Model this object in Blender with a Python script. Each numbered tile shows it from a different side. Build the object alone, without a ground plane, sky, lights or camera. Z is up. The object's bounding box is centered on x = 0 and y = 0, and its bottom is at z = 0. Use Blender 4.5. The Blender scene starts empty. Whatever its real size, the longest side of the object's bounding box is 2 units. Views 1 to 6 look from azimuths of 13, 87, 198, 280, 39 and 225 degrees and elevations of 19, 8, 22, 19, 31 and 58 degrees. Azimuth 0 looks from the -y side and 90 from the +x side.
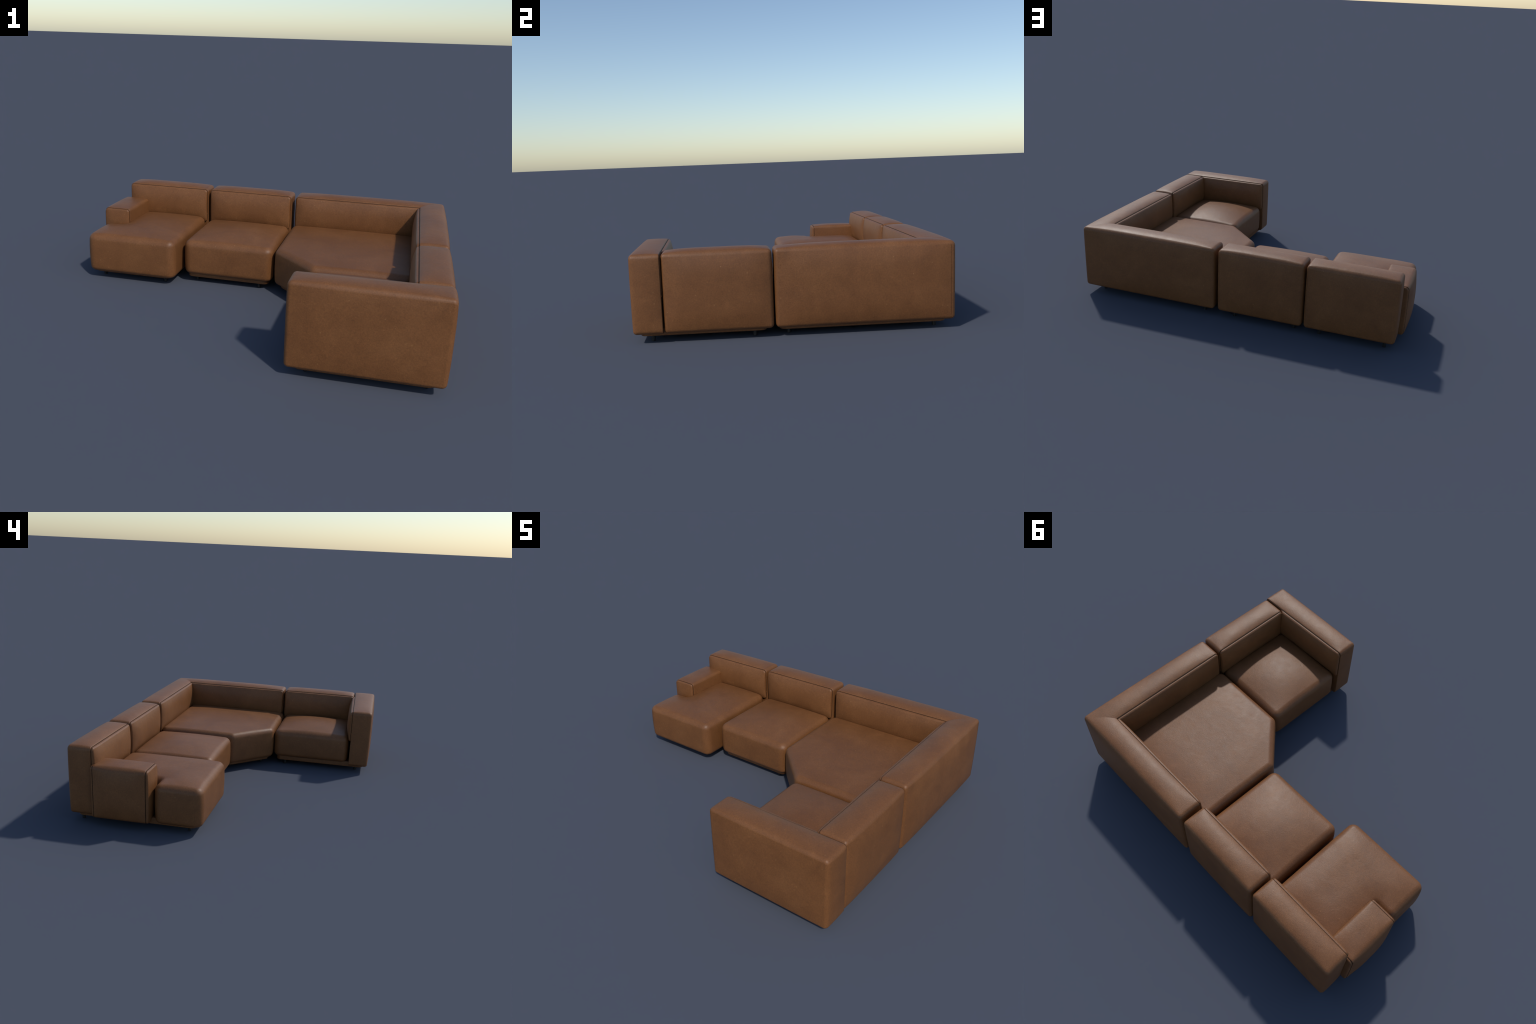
"""Brown leather modular sectional sofa: chaise, middle seat, mitred corner unit, end unit with high arm."""
import bpy, math
import bmesh
from mathutils import Vector
from mathutils.geometry import delaunay_2d_cdt

# ------------------------------------------------------------------ materials
def leather_material(name, dark, mid, light, roughness=0.46, spec=0.5):
    mat = bpy.data.materials.new(name)
    mat.use_nodes = True
    nt = mat.node_tree
    N, L = nt.nodes, nt.links
    bsdf = N["Principled BSDF"]
    tc = N.new("ShaderNodeTexCoord")
    info = N.new("ShaderNodeObjectInfo")

    def noise(scale, detail=4.0, rough=0.55, dist=0.0, offset=True):
        n = N.new("ShaderNodeTexNoise")
        n.noise_dimensions = "3D"
        n.inputs["Scale"].default_value = scale
        n.inputs["Detail"].default_value = detail
        n.inputs["Roughness"].default_value = rough
        n.inputs["Distortion"].default_value = dist
        L.new(tc.outputs["Object"], n.inputs["Vector"])
        return n

    def ramp(src, stops):
        r = N.new("ShaderNodeValToRGB")
        e = r.color_ramp.elements
        while len(e) < len(stops):
            e.new(0.5)
        for k, (p, c) in enumerate(stops):
            e[k].position = p
            e[k].color = (*c, 1.0) if len(c) == 3 else c
        L.new(src, r.inputs["Fac"])
        return r

    def mix(blend, fac, a, b):
        m = N.new("ShaderNodeMix")
        m.data_type = "RGBA"
        m.blend_type = blend
        if isinstance(fac, float):
            m.inputs[0].default_value = fac
        else:
            L.new(fac, m.inputs[0])
        for sock, v in ((m.inputs[6], a), (m.inputs[7], b)):
            if isinstance(v, tuple):
                sock.default_value = (*v, 1.0)
            else:
                L.new(v, sock)
        return m.outputs[2]

    # broad mottling of the hide
    blotch = noise(5.5, 5.0, 0.6, 0.6)
    base = ramp(blotch.outputs["Fac"], [(0.32, dark), (0.52, mid), (0.72, light)]).outputs["Color"]
    # medium cloudiness
    cloud = noise(22.0, 4.0, 0.6)
    cl = ramp(cloud.outputs["Fac"], [(0.3, (0.94,) * 3), (0.7, (1.05,) * 3)]).outputs["Color"]
    base = mix("MULTIPLY", 1.0, base, cl)
    # fine grain in the colour
    grain = noise(170.0, 4.0, 0.7)
    gr = ramp(grain.outputs["Fac"], [(0.3, (0.80,) * 3), (0.7, (1.20,) * 3)]).outputs["Color"]
    base = mix("MULTIPLY", 1.0, base, gr)
    # sparse pale scuffs and pores
    vor = N.new("ShaderNodeTexVoronoi")
    vor.inputs["Scale"].default_value = 34.0
    vor.inputs["Randomness"].default_value = 1.0
    L.new(tc.outputs["Object"], vor.inputs["Vector"])
    spot = ramp(vor.outputs["Distance"], [(0.05, (1, 1, 1)), (0.13, (0, 0, 0))])
    gate = noise(40.0, 2.0)
    gt = ramp(gate.outputs["Fac"], [(0.48, (0, 0, 0)), (0.60, (0.6,) * 3)])
    mul = N.new("ShaderNodeMath")
    mul.operation = "MULTIPLY"
    L.new(spot.outputs["Color"], mul.inputs[0])
    L.new(gt.outputs["Color"], mul.inputs[1])
    base = mix("MIX", mul.outputs[0], base, (0.31, 0.155, 0.060))
    L.new(base, bsdf.inputs["Base Color"])

    # gloss breaks up with the blotches
    rr = N.new("ShaderNodeMapRange")
    rr.inputs["To Min"].default_value = roughness - 0.05
    rr.inputs["To Max"].default_value = roughness + 0.08
    L.new(cloud.outputs["Fac"], rr.inputs["Value"])
    L.new(rr.outputs["Result"], bsdf.inputs["Roughness"])
    bsdf.inputs["Specular IOR Level"].default_value = spec

    # pebble grain and soft puckers
    pebble = N.new("ShaderNodeTexVoronoi")
    pebble.feature = "SMOOTH_F1"
    pebble.inputs["Scale"].default_value = 230.0
    L.new(tc.outputs["Object"], pebble.inputs["Vector"])
    b1 = N.new("ShaderNodeBump")
    b1.inputs["Strength"].default_value = 0.15
    b1.inputs["Distance"].default_value = 0.002
    L.new(pebble.outputs["Distance"], b1.inputs["Height"])
    soft = noise(14.0, 3.0, 0.5, 0.4)
    b2 = N.new("ShaderNodeBump")
    b2.inputs["Strength"].default_value = 0.12
    b2.inputs["Distance"].default_value = 0.01
    L.new(soft.outputs["Fac"], b2.inputs["Height"])
    L.new(b1.outputs["Normal"], b2.inputs["Normal"])
    L.new(b2.outputs["Normal"], bsdf.inputs["Normal"])
    return mat


def metal_material():
    mat = bpy.data.materials.new("dark_metal")
    mat.use_nodes = True
    nt = mat.node_tree
    bsdf = nt.nodes["Principled BSDF"]
    tc = nt.nodes.new("ShaderNodeTexCoord")
    n = nt.nodes.new("ShaderNodeTexNoise")
    n.inputs["Scale"].default_value = 120
    nt.links.new(tc.outputs["Object"], n.inputs["Vector"])
    r = nt.nodes.new("ShaderNodeValToRGB")
    r.color_ramp.elements[0].color = (0.012, 0.012, 0.013, 1)
    r.color_ramp.elements[1].color = (0.028, 0.028, 0.030, 1)
    nt.links.new(n.outputs["Fac"], r.inputs["Fac"])
    nt.links.new(r.outputs["Color"], bsdf.inputs["Base Color"])
    bsdf.inputs["Roughness"].default_value = 0.45
    bsdf.inputs["Metallic"].default_value = 0.3
    return mat


LEATHER = leather_material("tan_leather", (0.161, 0.062, 0.0192), (0.182, 0.0715, 0.0224), (0.202, 0.082, 0.027), 0.49, 0.42)
SEAM = leather_material("seam_dark_brown", (0.036, 0.015, 0.006), (0.042, 0.018, 0.007), (0.050, 0.021, 0.009), 0.65, 0.15)  # much darker brown than the main leather, for the thin lines along the seams
METAL = metal_material()

# ------------------------------------------------------------------ outline tools
def round_outline(corners, radii, step=0.008, arc=7):
    """Counter-clockwise polygon -> dense loop of (x, y, nx, ny) with rounded corners."""
    n = len(corners)
    if not isinstance(radii, (list, tuple)):
        radii = [radii] * n
    arcs = []
    for k in range(n):
        p0, p, p1 = (Vector(corners[(k + j) % n]) for j in (-1, 0, 1))
        a, b = (p - p0).normalized(), (p1 - p).normalized()
        cross = a.x * b.y - a.y * b.x
        ang = math.atan2(cross, a.dot(b))
        r = radii[k]
        t = r * math.tan(abs(ang) / 2)
        na = Vector((a.y, -a.x))                       # outward normal for a CCW loop
        s = 1 if ang > 0 else -1
        centre = p - a * t - na * r * s
        pts = []
        for i in range(arc + 1):
            th = ang * i / arc
            m = Vector((na.x * math.cos(th) - na.y * math.sin(th), na.x * math.sin(th) + na.y * math.cos(th)))
            q = centre + m * r * s
            pts.append((q.x, q.y, m.x, m.y))
        arcs.append(pts)
    loop = []
    for k in range(n):
        loop += arcs[k]
        e, f = arcs[k][-1], arcs[(k + 1) % n][0]
        d = math.hypot(f[0] - e[0], f[1] - e[1])
        m = max(1, int(d / step))
        for i in range(1, m):
            u = i / m
            loop.append((e[0] + (f[0] - e[0]) * u, e[1] + (f[1] - e[1]) * u, e[2], e[3]))
    return loop


def edge_distance(x, y, corners):
    best = 9.0
    n = len(corners)
    for k in range(n):
        ax, ay = corners[k]
        bx, by = corners[(k + 1) % n]
        dx, dy = bx - ax, by - ay
        u = max(0.0, min(1.0, ((x - ax) * dx + (y - ay) * dy) / (dx * dx + dy * dy)))
        best = min(best, math.hypot(x - ax - u * dx, y - ay - u * dy))
    return best


def inside(x, y, poly):
    hit = False
    n = len(poly)
    for k in range(n):
        (ax, ay), (bx, by) = poly[k], poly[(k + 1) % n]
        if (ay > y) != (by > y) and x < ax + (y - ay) * (bx - ax) / (by - ay):
            hit = not hit
    return hit


def puffed_prism(name, corners, radii, t0, t1, r0, r1, to_world, bulge=0.0,
                 shape=None, parent=None, material=None, seg=5, walls=20, step=0.008,
                 grid=0.010, lead=0.003, plain_start=False, plain_end=False, arc=7):
    """Rounded prism: 2D outline in (a, b), extruded over t0..t1, edge rounding r0 / r1 at the two ends.
    shape(a, b, t) -> moved (a, b, t); to_world maps (a, b, t) to x, y, z."""
    loop = round_outline(corners, radii, step, arc)
    profile = []                                           # (inset, t)
    for i in range(seg + 1):
        th = math.pi / 2 * i / seg
        profile.append((r0 * (1 - math.sin(th)), t0 + r0 * (1 - math.cos(th))))
    for i in range(1, walls):
        u = i / walls
        profile.append((0.0, t0 + r0 + (t1 - r1 - t0 - r0) * u))
    for i in range(seg + 1):
        th = math.pi / 2 * i / seg
        profile.append((r1 * (1 - math.cos(th)), t1 - r1 * (1 - math.sin(th))))
    if not plain_end:
        profile += [(r1 + d, t1) for d in (lead * 0.5, lead)]
    if not plain_start:
        profile = [(r0 + d, t0) for d in (lead, lead * 0.5)] + profile
    verts, faces = [], []
    n = len(loop)

    def ring(pts):
        s = len(verts)
        for a, b, t in pts:
            if shape:
                a, b, t = shape(a, b, t)
            verts.append(to_world(a, b, t))
        return s

    def cap(start, inset, t, border_only):
        """Fill a rounded end with an even grid of points inside the outline."""
        border = [(p[0] - inset * p[2], p[1] - inset * p[3]) for p in loop]
        xs, ys = [p[0] for p in border], [p[1] for p in border]
        pts = [Vector(p) for p in border]
        if not border_only:
            nx, ny = max(2, int((max(xs) - min(xs)) / grid)), max(2, int((max(ys) - min(ys)) / grid))
            for i in range(1, nx):
                for j in range(1, ny):
                    x, y = min(xs) + (max(xs) - min(xs)) * i / nx, min(ys) + (max(ys) - min(ys)) * j / ny
                    if inside(x, y, border) and edge_distance(x, y, border) > grid * 0.55:
                        pts.append(Vector((x, y)))
        edges = [(i, (i + 1) % n) for i in range(n)]
        out, _, tri, orig, _, _ = delaunay_2d_cdt(pts, edges, [], 1, 1e-7, True)
        index = []
        for v, o in zip(out, orig):
            index.append(start + o[0] if o and o[0] < n else ring([(v.x, v.y, t)]))
        for f in tri:
            p, q, r = (out[k] for k in f)
            c = (p + q + r) / 3                            # leave out slivers and anything across a notch
            if abs((q - p).cross(r - p)) > 4e-7 and inside(c.x, c.y, border):
                faces.append(tuple(index[k] for k in f))

    starts = []
    for inset, t in profile:
        w = bulge * (1 - ((2 * (t - t0) / (t1 - t0)) - 1) ** 2)
        starts.append(ring([(p[0] + p[2] * (w - inset), p[1] + p[3] * (w - inset), t) for p in loop]))
    for s0, s1 in zip(starts, starts[1:]):
        for i in range(n):
            j = (i + 1) % n
            faces.append((s0 + i, s0 + j, s1 + j, s1 + i))
    cap(starts[0], profile[0][0], t0, plain_start)
    cap(starts[-1], profile[-1][0], t1, plain_end)
    me = bpy.data.meshes.new(name)
    me.from_pydata(verts, [], faces)
    # make the winding outward
    bm = bmesh.new()
    bm.from_mesh(me)
    bmesh.ops.recalc_face_normals(bm, faces=bm.faces)
    bm.to_mesh(me)
    bm.free()
    for p in me.polygons:
        p.use_smooth = True
    ob = bpy.data.objects.new(name, me)
    bpy.context.scene.collection.objects.link(ob)
    me.materials.append(material or LEATHER)
    ob.parent = parent
    return ob


def box_puff(lo, hi, amount, power):
    """Pillow deformation of a box in (a, b, t): every face swells by its own amount (lo side, hi side)."""
    mid = [(l + h) / 2 for l, h in zip(lo, hi)]
    half = [(h - l) / 2 for l, h in zip(lo, hi)]

    def f(a, b, t):
        p = (a, b, t)
        u = [max(-1.0, min(1.0, (p[k] - mid[k]) / half[k])) for k in range(3)]
        out = []
        for k in range(3):
            side = 1 if u[k] > 0 else 0
            swell = amount[k][side] * abs(u[k]) ** 2.0 * (1 if side else -1)
            for m in range(3):
                if m != k:
                    swell *= 1 - abs(u[m]) ** power[m]
            out.append(p[k] + swell)
        return out
    return f


# ------------------------------------------------------------------ sofa root
SOFA = bpy.data.objects.new("sectional_sofa", None)
bpy.context.scene.collection.objects.link(SOFA)
SOFA["label"] = "large brown leather modular corner sofa with chaise end"
SOFA["category"] = "sofa"

BOTTOM, TOP = 0.045, 0.4245      # lower and upper edge of backs and of the high arm
PANEL_LOW = 0.218                # lower edge of the padded inner panels


def rect(a0, b0, a1, b1):
    return [(a0, b0), (a1, b0), (a1, b1), (a0, b1)]


def upright(name, a0, a1, seam, rear, frame, end0=0.006, end1=0.006, rear_bulge=0.013, panel_bulge=0.020,
            panel_ends=None, top=TOP, bottom=BOTTOM, top_bulge=0.0125, panel_low=PANEL_LOW, rear_round=0.016, flat_beyond=None,
            corner_seam=None):
    """A padded upright slab: boxing from seam (t=0) to rear (t=depth), a pillow panel on the seam side
    and a thin dark brown strip sunk between the two. frame maps (a, z, t) to the world, t growing to the rear."""
    depth = abs(rear - seam)
    puff = box_puff((a0, bottom, 0.0), (a1, top, depth),
                    ((end0, end1), (0.0, top_bulge), (0.0, rear_bulge)), (4.5, 3.5, 2.4))
    body = puffed_prism(name, rect(a0, bottom, a1, top), [0.0195, 0.0195, 0.020, 0.020], 0.0, depth, 0.003, rear_round,
                        frame, shape=puff, parent=SOFA, walls=14, plain_start=True)
    if corner_seam:
        puffed_prism("seam", rect(corner_seam, bottom + 0.022, corner_seam + 0.0013, top - 0.016), 0.0004,
                     depth - 0.004, depth + 0.0004, 0.0002, 0.0002, frame, shape=puff, parent=body, material=SEAM,
                     walls=2, seg=2, arc=2, plain_start=True, plain_end=True)
    p0, p1 = panel_ends or (a0, a1)
    puffed_prism("seam", rect(p0 + 0.0026, panel_low + 0.004, p1 - 0.0026, top - 0.0026), [0.0185] * 4,
                 -0.0032, 0.004, 0.001, 0.001, frame, parent=body, material=SEAM, walls=2, seg=2,
                 plain_start=True, plain_end=True)

    def pad(a, z, t):
        # the panel swells away from the seam, most at mid height, and dies at its border
        u = (a - (p0 + p1) / 2) / ((p1 - p0) / 2)
        v = (z - (panel_low + top) / 2) / ((top - panel_low) / 2)
        g = max(0.0, 1 - abs(u) ** 10) * max(0.0, 1 - abs(v) ** 2.4)
        w = max(0.0, min(1.0, -t / 0.012))
        if flat_beyond:                                    # pad runs on thin behind the neighbouring back
            k = max(0.0, min(1.0, (a - flat_beyond) / 0.04))
            k = k * k * (3 - 2 * k)
            g, t = g * (1 - k), t * (1 - 0.7 * k)
        return (a, z, t - panel_bulge * g * w)

    puffed_prism(name + "_panel", rect(p0 + 0.0042, panel_low, p1 - 0.0042, top - 0.0043), [0.0172] * 4,
                 -0.012, 0.002, 0.007, 0.002, frame, shape=pad, parent=body, walls=3, plain_end=True)
    return body


# frames: local (a, z, t) to world
def facing_front(seam):
    return lambda a, z, t: (a, seam + t, z)


def facing_left(seam):
    return lambda a, z, t: (seam + t, a, z)


def facing_back(seam, rear, depth):
    """Seam line may run out of parallel with the straight rear face."""
    return lambda a, z, t: (a, seam(a) + t * (rear - seam(a)) / depth, z)


REAR, SEAM_Y = 0.763, 0.632
OUT_X, SEAM_X = 0.981, 0.838

# rear backrests, left to right
upright("backrest", -0.951, -0.4375, SEAM_Y, REAR, facing_front(SEAM_Y))
upright("backrest", -0.4225, 0.0875, SEAM_Y, REAR, facing_front(SEAM_Y))
upright("backrest", 0.112, 0.968, SEAM_Y, REAR, facing_front(SEAM_Y), panel_ends=(0.112, 0.852), end1=0.0)
# backrests along the right hand side: corner unit, then end unit
upright("backrest", -0.0985, 0.7645, SEAM_X, OUT_X - 0.006, facing_left(SEAM_X), rear_bulge=0.022,
        panel_ends=(-0.0985, 0.648), end0=0.004, end1=0.002, corner_seam=0.7405)
upright("backrest", -0.6262, -0.1095, SEAM_X, OUT_X - 0.005, facing_left(SEAM_X), rear_bulge=0.020, end0=0.002, end1=0.004)
# high front arm, its inner face slightly out of parallel
upright("armrest", 0.334, 0.983, -0.640, -0.766, facing_back(lambda a: -0.6465 + 0.0155 * (a - 0.334) / 0.649, -0.7715, 0.126),
        end0=0.004, end1=0.008, rear_bulge=0.009, panel_bulge=0.022, top_bulge=0.0105, rear_round=0.015, flat_beyond=0.815)

# ------------------------------------------------------------------ low arm on the chaise
ARM_TOP = 0.337
arm_puff = box_puff((-0.981, BOTTOM, 0.325), (-0.825, ARM_TOP, 0.612),
                    ((0.018, 0.004), (0.0, 0.007), (0.0, 0.0)), (3.0, 3.0, 3.0))
low_arm = puffed_prism("armrest", rect(-0.981, BOTTOM, -0.825, ARM_TOP), [0.016, 0.016, 0.016, 0.02], 0.325, 0.612,
                       0.003, 0.003, lambda a, z, t: (a, t, z), shape=arm_puff, parent=SOFA)


def end_pad(sign, amount):
    def f(a, z, t):
        u = (a + 0.903) / 0.078
        v = (z - (BOTTOM + ARM_TOP) / 2) / ((ARM_TOP - BOTTOM) / 2)
        g = max(0.0, 1 - abs(u) ** 3) * max(0.0, 1 - abs(v) ** 3)
        w = max(0.0, min(1.0, t / 0.012))
        c = arm_puff(a, z, 0.33)
        return (c[0], c[1], t + amount * g * w)
    return f


for side, seam_at, amount in ((-1, 0.325, 0.012), (1, 0.612, 0.003)):
    place = (lambda s, m: lambda a, z, t: (a, m + s * t, z))(side, seam_at)
    puffed_prism("seam", rect(-0.9793, BOTTOM + 0.002, -0.8267, ARM_TOP - 0.0017), [0.011, 0.011, 0.015, 0.019],
                 -0.003, 0.0030, 0.001, 0.001, place, shape=lambda a, z, t: (*arm_puff(a, z, 0.33)[:2], t),
                 parent=low_arm, material=SEAM, walls=2, seg=2)
    puffed_prism("armrest_panel", rect(-0.9780, BOTTOM, -0.8280, ARM_TOP - 0.0032), [0.015, 0.015, 0.015, 0.019],
                 -0.001, 0.012, 0.002, 0.007, place, shape=end_pad(side, amount), parent=low_arm, walls=3)

# ------------------------------------------------------------------ seat cushions
def seat(corners, radii, z0, z1, crown, reach, notch=None, r=0.031, bulge=0.005):
    """Loose seat cushion; the top crowns up smoothly from every straight side."""
    def rise(d):
        k = max(0.0, min(1.0, d / reach))
        return 1 - (1 - k) ** 2

    hull = [c for c in corners if c != notch]

    def swell(a, b, t):
        g = 1.0
        for (ax, ay), (bx, by) in zip(hull, hull[1:] + hull[:1]):
            if notch and (bx < ax and by < ay):
                continue                                   # the open diagonal across the notch
            ln = math.hypot(bx - ax, by - ay)
            g *= rise(((bx - ax) * (b - ay) - (by - ay) * (a - ax)) / ln)
        if notch:
            g *= 1 - (1 - rise(a - notch[0])) * (1 - rise(notch[1] - b))
        return (a, b, t + crown * g * max(0.0, (t - z0) / (z1 - z0)) ** 3)
    return puffed_prism("seat_cushion", corners, radii, z0, z1, 0.026, r, lambda a, b, t: (a, b, t),
                        bulge=bulge, shape=swell, parent=SOFA, walls=14, seg=8, lead=0.008)


seat([(-0.953, 0.033), (-0.446, 0.033), (-0.446, 0.612), (-0.845, 0.612), (-0.845, 0.290), (-0.953, 0.290)],
     [0.040, 0.040, 0.040, 0.040, 0.012, 0.040], 0.040, 0.256, 0.018, 0.15, notch=(-0.845, 0.290))
seat([(-0.417, 0.124), (0.085, 0.124), (0.085, 0.618), (-0.417, 0.618)], 0.041, 0.050, 0.2445, 0.028, 0.245, r=0.032)
seat([(0.106, 0.118), (0.338, -0.112), (0.838, -0.112), (0.838, 0.618), (0.106, 0.618)],
     [0.041, 0.041, 0.041, 0.041, 0.041], 0.050, 0.257, 0.012, 0.2)
seat([(0.344, -0.630), (0.838, -0.630), (0.838, -0.124), (0.344, -0.124)], 0.042, 0.060, 0.2455, 0.036, 0.245, r=0.033)

# ------------------------------------------------------------------ upholstered base frames
def base(corners, radius=0.03):
    puffed_prism("base_frame", corners, radius, 0.030, 0.066, 0.005, 0.004, lambda a, b, t: (a, b, t), parent=SOFA,
                 walls=3, step=0.03, plain_start=True, plain_end=True)


base([(-0.930, 0.066), (-0.478, 0.066), (-0.478, 0.728), (-0.930, 0.728)])
base([(-0.402, 0.148), (0.062, 0.148), (0.062, 0.728), (-0.402, 0.728)])
base([(0.140, 0.132), (0.352, -0.080), (0.945, -0.080), (0.945, 0.728), (0.140, 0.728)])
base([(0.368, -0.744), (0.945, -0.744), (0.945, -0.142), (0.368, -0.142)])

# ------------------------------------------------------------------ round metal legs
def leg_mesh(radius=0.0095, height=0.04, sides=24):
    prof = [(0.0, 0.0), (radius - 0.001, 0.0), (radius, 0.001), (radius, height - 0.001), (radius - 0.001, height), (0.0, height)]
    verts = [(0, 0, 0)]
    for r, z in prof[1:-1]:
        verts += [(r * math.cos(2 * math.pi * k / sides), r * math.sin(2 * math.pi * k / sides), z) for k in range(sides)]
    verts.append((0, 0, height))
    faces = []
    for q in range(3):
        for k in range(sides):
            a, b = 1 + q * sides + k, 1 + q * sides + (k + 1) % sides
            faces.append((a, b, b + sides, a + sides))
    faces += [(0, 1 + (k + 1) % sides, 1 + k) for k in range(sides)]
    top = len(verts) - 1
    faces += [(top, 1 + 3 * sides + k, 1 + 3 * sides + (k + 1) % sides) for k in range(sides)]
    me = bpy.data.meshes.new("leg")
    me.from_pydata(verts, [], faces)
    for p in me.polygons:
        p.use_smooth = True
    me.set_sharp_from_angle(angle=math.radians(40))
    me.materials.append(METAL)
    return me


LEG = leg_mesh()
for x, y in ((-0.889, 0.112), (-0.520, 0.106), (-0.893, 0.710), (-0.520, 0.710),
             (-0.358, 0.195), (0.006, 0.182), (-0.364, 0.700), (0.003, 0.700),
             (0.200, 0.158), (0.382, -0.026), (0.888, -0.034), (0.891, 0.684), (0.200, 0.690),
             (0.392, -0.200), (0.912, -0.200), (0.912, -0.686), (0.415, -0.690)):
    ob = bpy.data.objects.new("leg", LEG)
    ob.location = (x, y, 0.0)
    ob.parent = SOFA
    bpy.context.scene.collection.objects.link(ob)
